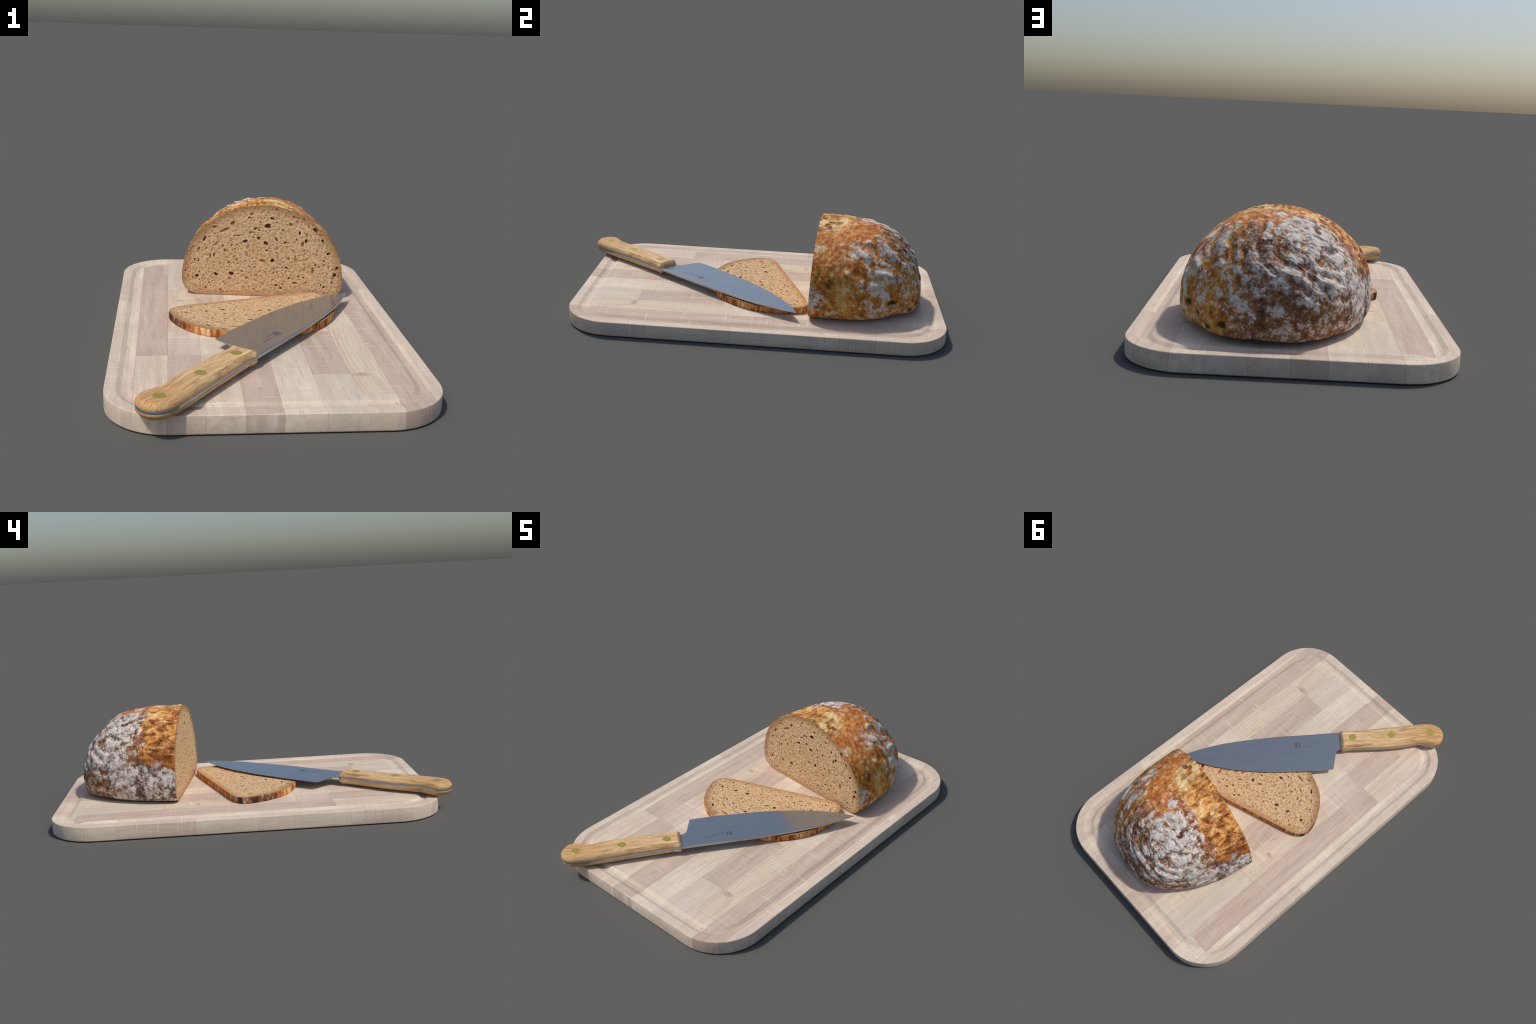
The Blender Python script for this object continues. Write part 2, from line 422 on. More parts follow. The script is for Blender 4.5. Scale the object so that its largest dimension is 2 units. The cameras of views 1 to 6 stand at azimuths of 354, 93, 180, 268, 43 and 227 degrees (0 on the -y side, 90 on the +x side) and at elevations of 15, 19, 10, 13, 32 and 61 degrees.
    # brown seed-shaped scab on the pale ear
    de = n.vm("DISTANCE", n.vm("MULTIPLY", p, (1, 1.5, 1)), (0.193, 0.06 * 1.5, 0.50))
    de = n.add(de, n.mul(n.sub(n2, 0.5), 0.012))
    col = n.mix(n.sm(de, 0.023, 0.016, 0, 0.9), col, n.mix(n3, lin(84, 34, 18), lin(150, 78, 48)))
    h = n.add(n.mul(H["lump"], 0.4), n.mul(n3, 0.16), n.mul(n2, n.mad(H["back"], -0.10, 0.30)), n.mul(n.mul(H["tear"], gold), 0.9), n.mul(H["ring"], 0.21), n.mul(crease, gold, -0.35))
    return dict(color=col, normal=n.bump(h, 0.8, 0.012), rough=n.mad(fl, 0.2, 0.62))

def crumb_build(n, p):
    x, y, z = n.sep(p)
    ex = n.mul(n.sub(x, 0.06), 1 / 0.388)
    ez = n.mul(n.m("MAXIMUM", n.sub(z, 0.15), 0.0), 1 / 0.372)
    q = n.m("SQRT", n.add(n.mul(ex, ex), n.mul(ez, ez)))
    p2 = n.comb(x, z, 0.0)
    flow = n.vm("ADD", p2, n.vm("SCALE", n.noisevec(p2, 18.0), scale=0.02))
    fx, fy, fz = n.sep(flow)
    st = n.comb(n.mul(fx, 0.8), fy, 0.0)
    a = n.noise(st, 60.0, 4.0, 0.65)
    b = n.noise(p2, 9.0, 2.0)
    fine = n.noise(p2, 240.0, 3.0, 0.6)
    col = n.ramp(n.add(n.mul(a, 0.75), n.mul(fine, 0.25)), [(0.28, lin(172, 132, 92)), (0.46, lin(210, 173, 131)), (0.66, lin(234, 205, 165))])
    col = n.mix(n.sm(b, 0.35, 0.7, 0.0, 0.35), col, lin(214, 176, 134))
    pits = n.vor(n.vm("ADD", st, n.vm("SCALE", n.noisevec(p2, 70.0), scale=0.010)), 84.0)
    gate = n.noise(p2, 130.0, 1.0)
    pit = n.mul(n.sm(pits, 0.46, 0.20), n.sm(gate, 0.42, 0.54))
    col = n.mix(n.mul(pit, 0.7), col, lin(168, 120, 76))
    dots = n.mul(n.sm(n.vor(p2, 95.0), 0.16, 0.08), n.sm(n.noise(p2, 60.0, 1.0), 0.52, 0.6))
    col = n.mix(n.mul(dots, 0.45), col, lin(120, 78, 50))
    rim = n.sm(n.add(q, n.mul(n.sub(b, 0.5), 0.05)), 0.87, 1.005)
    col = n.mix(n.mul(rim, 0.72), col, lin(150, 106, 64))
    foot2 = n.sm(n.add(z, n.mul(n.sub(b, 0.5), 0.03)), 0.125, 0.074)
    col = n.mix(n.mul(foot2, 0.5), col, lin(158, 114, 72))
    foot = n.sm(n.add(z, n.mul(n.sub(a, 0.5), 0.016)), 0.094, 0.080)
    col = n.mix(n.mul(foot, 0.55), col, lin(190, 136, 92))
    h = n.add(n.mul(a, 0.5), n.mul(fine, 0.25), n.mul(pit, -0.9))
    return dict(color=col, normal=n.bump(h, 0.6, 0.004))

def pore_mat(name, dark, mid):
    def build(n, p):
        a = n.noise(p, 150.0, 3.0)
        return dict(color=n.mix(n.sm(a, 0.35, 0.65), dark, mid), normal=n.bump(a, 0.4, 0.003))
    return material(name, build, rough=0.85, spec=0.15)

def slice_crust_build(n, p):
    x, y, z = n.sep(p)
    # streaks that run through the thickness, changing round the rim
    rimp = n.comb(x, n.mul(y, 0.16), z)
    a = n.noise(rimp, 26.0, 4.0, 0.65)
    b = n.noise(n.comb(x, n.mul(y, 0.45), z), 60.0, 4.0, 0.65)
    f = n.add(0.5, n.mul(n.sub(a, 0.5), 1.5), n.mul(n.sub(b, 0.5), 0.8))
    gold = n.ramp(f, [(0.22, lin(84, 42, 22)), (0.40, lin(164, 92, 44)), (0.56, lin(208, 142, 76)), (0.74, lin(236, 202, 156))])
    dark = n.ramp(f, [(0.30, lin(74, 44, 34)), (0.5, lin(116, 72, 52)), (0.64, lin(176, 146, 128)), (0.75, lin(226, 210, 196))])
    wv = n.mul(n.sub(n.noise(rimp, 10.0), 0.5), 0.1)
    left = n.mul(n.sm(n.add(x, wv), -0.20, -0.29), n.sm(n.add(z, wv), 0.33, 0.26))
    col = n.mix(left, gold, dark)
    return dict(color=col, normal=n.bump(f, 0.7, 0.006))

CRUST = material("bread_crust", crust_build, rough=0.7, spec=0.25)
CRUMB = material("bread_crumb", crumb_build, rough=0.9, spec=0.12)
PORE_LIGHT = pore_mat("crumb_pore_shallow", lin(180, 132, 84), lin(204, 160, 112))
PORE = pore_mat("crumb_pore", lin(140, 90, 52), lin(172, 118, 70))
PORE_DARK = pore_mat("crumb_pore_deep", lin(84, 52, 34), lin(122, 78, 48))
SLICE_CRUST = material("slice_crust", slice_crust_build, rough=0.75, spec=0.2)

# the largest pores of the crumb: across, height, half width, half height, tilt, depth class
MAIN_PORES = [
    (-.084, .430, .0119, .0101, 0, 1), (-.121, .397, .0281, .0065, 22, 1), (-.217, .352, .0155, .0055, 72, 2), (-.162, .329, .0211, .0036, 40, 1),
    (-.182, .298, .0155, .0023, 75, 1), (-.024, .345, .0126, .0073, 5, 2), (.040, .362, .0084, .0073, 0, 2), (.075, .338, .0140, .0080, -15, 2),
    (-.075, .370, .0056, .0041, 0, 2), (-.118, .297, .0084, .0073, 0, 1), (-.087, .324, .0049, .0087, 0, 1), (-.171, .274, .0056, .0116, 0, 1),
    (-.189, .268, .0049, .0109, 0, 1), (-.245, .245, .0042, .0094, 0, 1), (-.171, .236, .0084, .0065, 20, 0), (-.100, .239, .0077, .0032, -45, 2),
    (.062, .251, .0140, .0080, -20, 1), (-.086, .183, .0119, .0094, -5, 2), (-.094, .159, .0098, .0041, -15, 1), (-.251, .167, .0077, .0087, 0, 2),
    (-.294, .168, .0025, .0094, 0, 2), (-.272, .161, .0035, .0080, 0, 1), (-.192, .132, .0056, .0051, 0, 2), (.023, .408, .0084, .0051, 45, 2),
    (.017, .296, .0098, .0073, -25, 0), (.081, .422, .0169, .0104, -8, 2), (.101, .460, .0112, .0055, -5, 2), (.234, .393, .0059, .0084, 0, 2),
    (.124, .359, .0105, .0049, -50, 2), (.344, .358, .0056, .0094, 10, 2), (.307, .410, .0155, .0073, -42, 2), (.251, .460, .0063, .0041, -40, 2),
    (.266, .355, .0070, .0101, 20, 2), (.250, .338, .0077, .0123, 0, 1), (.131, .313, .0091, .0087, 0, 0), (.257, .307, .0053, .0043, 0, 2),
    (.109, .254, .0112, .0084, 10, 2), (.222, .257, .0119, .0123, 0, 0), (.275, .265, .0077, .0087, -45, 0), (.374, .296, .0081, .0080, 0, 2),
    (.314, .237, .0059, .0058, 0, 2), (.356, .237, .0084, .0094, 0, 0), (.303, .210, .0077, .0159, 0, 1), (.262, .212, .0091, .0094, 30, 0),
    (.177, .221, .0077, .0051, -35, 2), (.418, .226, .0070, .0099, 0, 2), (.408, .191, .0084, .0123, 0, 2), (.129, .131, .0112, .0041, -8, 2),
    (.153, .118, .0070, .0055, 0, 2), (.360, .130, .0063, .0058, 0, 2)]

def inside_amount(s, z):
    """<1 inside the section (1 = crust)"""
    q = math.hypot((s - 0.06) / 0.386, max(z - 0.15, 0) / 0.37)
    low = (0.15 - z) / 0.066 if z < 0.15 else 0
    return max(q, 0.5 + 0.5 * low)

def all_pores():
    pores = [list(p) for p in MAIN_PORES]
    rnd = random.Random(5)
    tries = 0
    while len(pores) < 900 and tries < 60000:
        tries += 1
        s, z = rnd.uniform(-0.32, 0.44), rnd.uniform(0.085, 0.515)
        e = inside_amount(s, z)
        if e > 0.965: continue
        r = min(0.0031 * math.exp(rnd.gauss(0, 0.5)), 0.0085)
        if z < 0.13: r *= 0.8
        # pores stretch along the crust
        tang = math.degrees(math.atan2((s - 0.06) / 0.386 ** 2 * -1.0, (max(z - 0.15, 0.001)) / 0.37 ** 2)) if e > 0.6 else rnd.gauss(0, 40)
        el = rnd.uniform(1.0, 1.9)
        a, b = r * math.sqrt(el) * 1.1, r / math.sqrt(el)
        if any((s - p[0]) ** 2 + (z - p[1]) ** 2 < (1.12 * (max(p[2], p[3]) + a)) ** 2 for p in pores): continue
        k = rnd.choices((0, 1, 2), (0.30, 0.56, 0.14))[0]
        pores.append([s, z, a, b, tang + rnd.gauss(0, 22), k])
    return pores

PORES = all_pores()

def crumb_mesh(outline, skin_inset=0.0):
    """triangulated section with sunk pores -> (points2d, depth, tris, face_material)"""
    pts = [tuple(p) for p in outline]
    nb = len(pts)
    sp = 0.0062
    poly = np.asarray(outline)
    def inside(P):
        x, y = P[:, 0], P[:, 1]
        c = np.zeros(len(P), bool)
        x1, y1 = poly[-1]
        for x2, y2 in poly:
            cond = ((y1 > y) != (y2 > y))
            with np.errstate(divide="ignore", invalid="ignore"):
                c ^= cond & (x < (x2 - x1) * (y - y1) / (y2 - y1 + 1e-15) + x1)
            x1, y1 = x2, y2
        return c
    G = np.array([(x + (sp / 2 if j % 2 else 0), y) for j, y in enumerate(np.arange(0.076, 0.525, sp * 0.87)) for x in np.arange(-0.33, 0.45, sp)])
    G += np.random.default_rng(3).normal(0, sp * 0.08, G.shape)
    RR = []
    for s, z, a, b, t, k in PORES:
        ca, sa = math.cos(math.radians(t)), math.sin(math.radians(t))
        big = max(a, b) > 0.006
        nseg = 18 if big else 10
        rings = (0.0, 0.45, 0.75, 0.9, 1.0, 1.18) if big else (0.0, 0.6, 0.88, 1.1)
        d = G - (s, z)
        u, v = d @ (ca, sa) / (a * 1.2 + sp * .35), d @ (-sa, ca) / (b * 1.2 + sp * .35)
        G = G[u * u + v * v > 1]
        ph = (s * 977 + z * 613) % 6.28
        for r in rings:
            for i in range(1 if r == 0 else nseg):
                an = 2 * math.pi * (i + 0.5 * (rings.index(r) % 2)) / nseg
                wob = 1 + 0.13 * math.sin(2 * an + ph) + 0.09 * math.sin(3 * an + 2 * ph)
                uu, vv = a * r * wob * math.cos(an), b * r * wob * math.sin(an)
                RR.append((s + uu * ca - vv * sa, z + uu * sa + vv * ca, r, k, min(a, b)))
    RR = np.array(RR)
    ins = inset_poly(poly, 0.0045)
    keep_poly = poly
    poly = ins
    G = G[inside(G)]
    RR = RR[inside(RR[:, :2])]
    pts = np.vstack([np.array(pts), G, RR[:, :2]])
    r = np.r_[np.full(nb + len(G), 9.0), RR[:, 2]]
    kk = np.r_[np.full(nb + len(G), -1), RR[:, 3]]
    mn = np.r_[np.zeros(nb + len(G)), RR[:, 4]]
    edges = [(i, (i + 1) % nb) for i in range(nb)]
    out = delaunay_2d_cdt([Vector(p) for p in pts], edges, [], 1, 1e-7)
    v2, tris, orig = out[0], out[2], out[3]
    src = np.array([o[0] if len(o) else 0 for o in orig])
    P2 = np.array([tuple(v) for v in v2])
    r, kk, mn = r[src], kk[src], mn[src]
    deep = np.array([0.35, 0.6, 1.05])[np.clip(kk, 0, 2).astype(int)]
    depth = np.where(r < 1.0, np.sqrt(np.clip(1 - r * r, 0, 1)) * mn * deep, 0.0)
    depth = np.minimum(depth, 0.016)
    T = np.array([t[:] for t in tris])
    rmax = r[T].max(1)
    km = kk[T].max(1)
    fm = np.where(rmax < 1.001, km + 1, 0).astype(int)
    return P2, depth, T, fm

OUTLINE = closed_spline(SECTION, 420)

def loaf_surface(nb=300):
    """dome swept back from the cut section: every section point follows a super-elliptic arc to the tip"""
    T0, sc, zc, q, r, sk = 0.5547, 0.0482, 0.1067, 2.5715, 2.4709, 0.0196
    d = OUTLINE - (sc, zc)
    th = np.arctan2(d[:, 1], d[:, 0])
    H = np.stack([np.ones_like(th)] + [f(k * th) for k in (1, 2, 3) for f in (np.cos, np.sin)], 1)
    A = (H @ np.array([-0.0226, -0.0106, 0.0604, -0.0172, -0.0044, 0.0007, 0.0039]))[:, None]
    B = (H @ np.array([0.0089, 0.0133, -0.0048, -0.0021, -0.0127, -0.0056, -0.0103]))[:, None]
    C = (H[:, 1:] @ np.array([0.0071, -0.0605, -0.0031, -0.0253, 0.0049, 0.0054]))[:, None]
    b = np.linspace(0, 1, nb) ** 1.0 * np.pi / 2
    cb = np.clip(np.cos(b), 0, 1)
    k = 1 + A * np.sin(2 * b) ** 2 + B * np.sin(2 * b) * np.sin(4 * b)
    w = cb ** (2 / q) * k
    t = np.sin(b) ** (2 / r) * k * (1 + C * cb)
    S = sc + d[:, :1] * w + sk * np.sin(b) ** 2
    Z = zc + d[:, 1:] * w
    P = np.stack([S, T0 * t + 0 * S, Z], -1)
    # hand-shaped lopsidedness: gentle swellings (+) and hollows (-)
    core = np.array([0.06, 0.12, 0.22])
    for c, rad, amt in (((.25, .46, .27), .17, .009), ((.35, .36, .25), .14, .009), ((-.10, .47, .13), .15, .006), ((.33, .42, .085), .11, -.010),
                        ((.16, .32, .47), .15, .007), ((-.31, .16, .26), .12, -.005), ((.15, .52, .20), .15, .007),
                        ((.05, .43, .37), .11, -.003), ((-.20, .20, .42), .14, -.004), ((-.02, .40, .43), .12, -.003)):
        g = np.exp(-((P - np.array(c)) ** 2).sum(-1) / (0.5 * rad * rad))[..., None] * np.clip(P[..., 1:2] / 0.05, 0, 1)
        n_ = P - core
        P = P + n_ / (np.linalg.norm(n_, axis=-1, keepdims=True) + 1e-9) * g * amt
    S, Y, Z = P[..., 0], P[..., 1], P[..., 2]
    Z = np.where(Z < LOAF_BASE + 0.004, LOAF_BASE + 0.004 * np.exp(np.clip((Z - LOAF_BASE - 0.004) / 0.004, -30, 0)), Z)
    return np.stack([S, Y, Z], -1)

def displace_by_nodes(ob):
    """push the crust along its normals with the same noise the crust colour uses"""
    tree = bpy.data.node_groups.new("crust_relief", "GeometryNodeTree")
    tree.interface.new_socket("Geometry", in_out="INPUT", socket_type="NodeSocketGeometry")
    tree.interface.new_socket("Geometry", in_out="OUTPUT", socket_type="NodeSocketGeometry")
    n = Nodes(tree)
    gi, go = n.new("NodeGroupInput"), n.new("NodeGroupOutput")
    p = n.new("GeometryNodeInputPosition").outputs[0]
    x, y, z = n.sep(p)
    H = loaf_height(n, p)
    bare = n.inv(H["gold"])
    h = n.add(n.mul(H["ring"], 0.0050), n.mul(H["lump"], bare, n.mad(H["back"], -0.004, 0.011)),
              n.mul(H["big"], 0.013), n.mul(H["tear"], H["gold"], 0.026), n.mul(H["gold"], -0.001))
    # dent under the swirl and the burst holes
    def dent(h, c, rad, dep, sq=(1, 1, 1)):
        d = n.vm("DISTANCE", n.vm("MULTIPLY", p, sq), tuple(a * b for a, b in zip(c, sq)))
        return n.sub(h, n.mul(n.sm(d, rad, rad * 0.2), dep))
    h = dent(h, (-0.172, 0.345, 0.402), 0.036, 0.016, (1, 1, 1.6))
    for c, rad, dep in (((0.344, 0.409, 0.184), 0.034, 0.014), ((0.302, 0.462, 0.158), 0.024, 0.014),
                        ((0.195, 0.529, 0.140), 0.03, 0.014), ((0.193, 0.060, 0.500), 0.020, 0.006),
                        ((-0.295, 0.085, 0.30), 0.045, 0.010)):
        h = dent(h, c, rad, dep)
    fade = n.mul(n.sm(y, 0.0, 0.022), n.sm(z, LOAF_BASE + 0.002, LOAF_BASE + 0.03))
    nor = n.new("GeometryNodeInputNormal").outputs[0]
    sp = n.new("GeometryNodeSetPosition")
    n.put(sp.inputs["Geometry"], gi.outputs[0])
    n.put(sp.inputs["Offset"], n.vm("SCALE", nor, scale=n.mul(h, fade)))
    n.put(go.inputs[0], sp.outputs[0])
    md = ob.modifiers.new("relief", "NODES"); md.node_group = tree
    dg = bpy.context.evaluated_depsgraph_get()
    me = bpy.data.meshes.new_from_object(ob.evaluated_get(dg))
    ob.modifiers.clear()
    old = ob.data; ob.data = me; bpy.data.meshes.remove(old); me.name = "crust"
    bpy.data.node_groups.remove(tree)

CRUMB_DATA = crumb_mesh(OUTLINE)

def build_loaf():
    root = thing("bread_loaf", "half of a round floured sourdough loaf, cut face showing", "bread",
                 (0, LOAF_Y, 0), (0, 0, LOAF_YAW))
    # keep world coordinates of the part origin on the ground so that object z is the real height
    V = loaf_surface()
    na, nb = V.shape[:2]
    verts = V.reshape(-1, 3)
    i, j = np.meshgrid(np.arange(na), np.arange(nb - 1), indexing="ij")
    i2 = (i + 1) % na
    faces = np.stack([i * nb + j, i2 * nb + j, i2 * nb + j + 1, i * nb + j + 1], -1).reshape(-1, 4)
    crust = obj_from("crust", verts, faces, [CRUST], root)
    bm = bmesh.new(); bm.from_mesh(crust.data)
    bmesh.ops.remove_doubles(bm, verts=bm.verts, dist=0.0004)
    bmesh.ops.recalc_face_normals(bm, faces=bm.faces)
    # open shell: make sure the normals look outwards
    top = max(bm.faces, key=lambda f: f.calc_center_median().z)
    if top.normal.z < 0: bmesh.ops.reverse_faces(bm, faces=bm.faces)
    bm.to_mesh(crust.data); bm.free()
    crust.data.shade_smooth()
    displace_by_nodes(crust)
    crust.data.shade_smooth()
    P2, depth, T, fm = CRUMB_DATA
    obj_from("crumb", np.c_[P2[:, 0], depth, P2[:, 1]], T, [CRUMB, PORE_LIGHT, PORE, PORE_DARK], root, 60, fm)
    return root

SLICE_TOP, SLICE_BOTTOM = 0.1085, 0.0745

def build_slice():
    """the next slice, fallen flat: the same section mirrored, dome towards the knife"""
    ang = math.radians(18.1)
    e = Vector((math.cos(ang), math.sin(ang))); d = Vector((math.sin(ang), -math.cos(ang)))
    S0 = e * -0.037 + d * (-0.194 - 0.0755)
    root = thing("bread_slice", "slice of sourdough bread lying flat on the board", "bread",
                 (S0.x, S0.y, SLICE_TOP), (math.pi / 2, 0, ang))
    # local x = across, local z = section height, local y = up  (slice lies on its side)
    root.rotation_euler = Matrix(((e.x, 0, d.x), (e.y, 0, d.y), (0, 1, 0))).to_euler()
    th = SLICE_TOP - SLICE_BOTTOM
    P2, depth, T, fm = CRUMB_DATA
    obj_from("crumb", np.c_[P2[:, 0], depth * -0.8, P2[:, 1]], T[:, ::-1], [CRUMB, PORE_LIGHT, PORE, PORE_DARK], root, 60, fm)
    # crust wall, slightly wavy, and the underside
    prof = [(0.0, 0.0), (-0.0008, 0.0025), (-0.0015, 0.008), (-0.0016, th * 0.55), (-0.001, th - 0.006), (0.001, th - 0.0015), (0.003, th)]
    n = len(OUTLINE); V = []
    rr = np.random.default_rng(2).normal(0, 1, n)
    rr = np.convolve(np.r_[rr, rr[:12]], np.ones(6) / 6, "same")[:n] * 0.0014
    for k, (ins, y) in enumerate(prof):
        Q = inset_poly(OUTLINE, 1.0) - OUTLINE
        wob = 0 if k == 0 else rr
        Q = OUTLINE + Q * (ins + wob * math.sin(math.pi * k / 6) if k else ins)[..., None] if k else OUTLINE
        V.append(np.c_[Q[:, 0], np.full(n, -y), Q[:, 1]])
    F = [(k * n + i, k * n + (i + 1) % n, (k + 1) * n + (i + 1) % n, (k + 1) * n + i) for k in range(len(prof) - 1) for i in range(n)]
    nfaces = len(F)
    F.append(tuple((len(prof) - 1) * n + i for i in range(n)))
    wall = obj_from("crust", np.vstack(V), F, [SLICE_CRUST, CRUMB], root, None, [0] * nfaces + [1])
    bm = bmesh.new(); bm.from_mesh(wall.data)
    bmesh.ops.triangulate(bm, faces=[f for f in bm.faces if len(f.verts) > 4])
    bmesh.ops.recalc_face_normals(bm, faces=bm.faces)
    bm.to_mesh(wall.data); bm.free()
    wall.data.shade_smooth(); wall.data.set_sharp_from_angle(angle=math.radians(50))
    return root

# ================================================================== KNIFE
def steel_build(n, p):
    x, y, z = n.sep(p)
    bl = n.noise(n.comb(n.mul(x, 9.0), n.mul(y, 30.0), 0.0), 1.0, 3.0, 0.6)
    col = n.mix(n.sm(bl, 0.3, 0.7), lin(165, 171, 176), lin(171, 176, 180))
    return dict(color=col, rough=n.add(n.mul(bl, 0.05), 0.15))

def handle_build(n, p):
    x, y, z = n.sep(p)
    wv = n.vm("ADD", p, n.vm("SCALE", n.noisevec(p, 6.0), scale=0.03))
    wx, wy, wz = n.sep(wv)
    a = n.noise(n.comb(n.mul(wx, 5.0), n.mul(wy, 70.0), n.mul(wz, 40.0)), 1.0, 4.0, 0.6)
    b = n.noise(n.comb(n.mul(wx, 14.0), n.mul(wy, 260.0), n.mul(wz, 180.0)), 1.0, 3.0, 0.6)
    m = n.noise(p, 9.0, 2.0)
    col = n.ramp(n.add(n.mul(a, 0.65), n.mul(b, 0.35)), [(0.30, lin(158, 112, 70)), (0.44, lin(208, 166, 116)), (0.56, lin(228, 194, 146)), (0.7, lin(244, 220, 180))])
    streak = n.sm(n.noise(n.comb(n.mul(wx, 3.0), n.mul(wy, 95.0), n.mul(wz, 30.0)), 1.0, 2.0), 0.62, 0.72)
    thin = n.sm(n.m("ABSOLUTE", n.sub(n.noise(n.comb(n.mul(wx, 4.0), n.mul(wy, 120.0), n.mul(wz, 60.0)), 1.0, 2.0), 0.5)), 0.022, 0.006)
    thin = n.mul(thin, n.sm(n.noise(n.comb(n.mul(x, 12.0), n.mul(y, 30.0), 0.0), 1.0, 2.0), 0.48, 0.6))
    col = n.mix(n.mul(streak, 0.55), col, lin(150, 100, 56))
    col = n.mix(n.mul(thin, 0.75), col, lin(122, 78, 44))
    grime = n.noise(n.comb(n.mul(x, 10.0), n.mul(y, 26.0), n.mul(z, 26.0)), 1.0, 4.0, 0.65)
    col = n.mix(n.sm(grime, 0.54, 0.72, 0.0, 0.5), col, lin(168, 122, 78))
    worn = n.sm(n.add(n.mul(x, -1.0), n.mul(n.sub(m, 0.5), 0.25)), 0.22, 0.58)
    col = n.mix(n.mul(worn, 0.55), col, n.mix(n.sm(b, 0.35, 0.65), lin(158, 104, 52), lin(212, 160, 92)))
    return dict(color=col, normal=n.bump(n.add(a, b), 0.15, 0.003))

STEEL = material("blade_steel", steel_build, rough=0.2, metallic=0.78)
HANDLE = material("handle_wood", handle_build, rough=0.6, spec=0.35)
BRASS = material("rivet_brass", lambda n, p: dict(color=n.mix(n.noise(p, 60.0, 3.0), lin(176, 156, 70), lin(196, 176, 96)),
                 rough=n.mad(n.noise(p, 90.0, 2.0), 0.2, 0.32)), rough=0.45, metallic=0.45)
ETCH = material("etched_mark", lambda n, p: dict(color=n.mix(n.noise(p, 300.0, 2.0), lin(84, 90, 98), lin(100, 106, 112))), rough=0.55, metallic=0.4)
ETCH_FAINT = material("etched_lettering", lambda n, p: dict(color=n.mix(n.noise(p, 300.0, 2.0), lin(112, 118, 126), lin(126, 132, 138))), rough=0.45, metallic=0.7)

# knife frame: x towards the tip, y towards the cutting edge, origin on the spine at the handle front
SPINE = [(0, 0), (.126, .002), (.262, .003), (.38, .004), (.47, .009), (.6, .018), (.687, .028), (.80, .050), (.86, .065), (.92, .0835)]
EDGE = [(.059, .240), (.15, .243), (.26, .240), (.35, .236), (.45, .229), (.545, .216), (.63, .201), (.70, .183), (.77, .161), (.83, .138), (.88, .112), (.92, .0845)]
HANDLE_OUTLINE = [(0, .003), (-.05, .0015), (-.1, -.0005), (-.17, -.003), (-.24, -.006), (-.34, -.0105), (-.44, -.0165), (-.505, -.019), (-.55, -.013),
                  (-.583, .005), (-.602, .030), (-.607, .055), (-.603, .083), (-.587, .110), (-.562, .127), (-.535, .130), (-.497, .119),
                  (-.458, .109), (-.423, .1105), (-.368, .118), (-.266, .121), (-.132, .1175), (-.06, .114), (0, .110)]

def interp(P, x):
    P = np.array(P)
    return np.interp(x, P[:, 0], P[:, 1])

def smooth_curve(P, x):
    """monotone-ish cubic through control points y(x)"""
    P = np.array(P, float)
    m = np.gradient(P[:, 1], P[:, 0])
    k = np.clip(np.searchsorted(P[:, 0], x) - 1, 0, len(P) - 2)
    h = P[k + 1, 0] - P[k, 0]
    t = np.clip((x - P[k, 0]) / h, 0, 1)
    return ((2 * t**3 - 3 * t**2 + 1) * P[k, 1] + (t**3 - 2 * t**2 + t) * h * m[k]
            + (-2 * t**3 + 3 * t**2) * P[k + 1, 1] + (t**3 - t**2) * h * m[k + 1])

HEEL = [(0.0, .107), (.013, .111), (.022, .117), (.030, .126), (.034, .134), (.0465, .187), (.059, .240)]

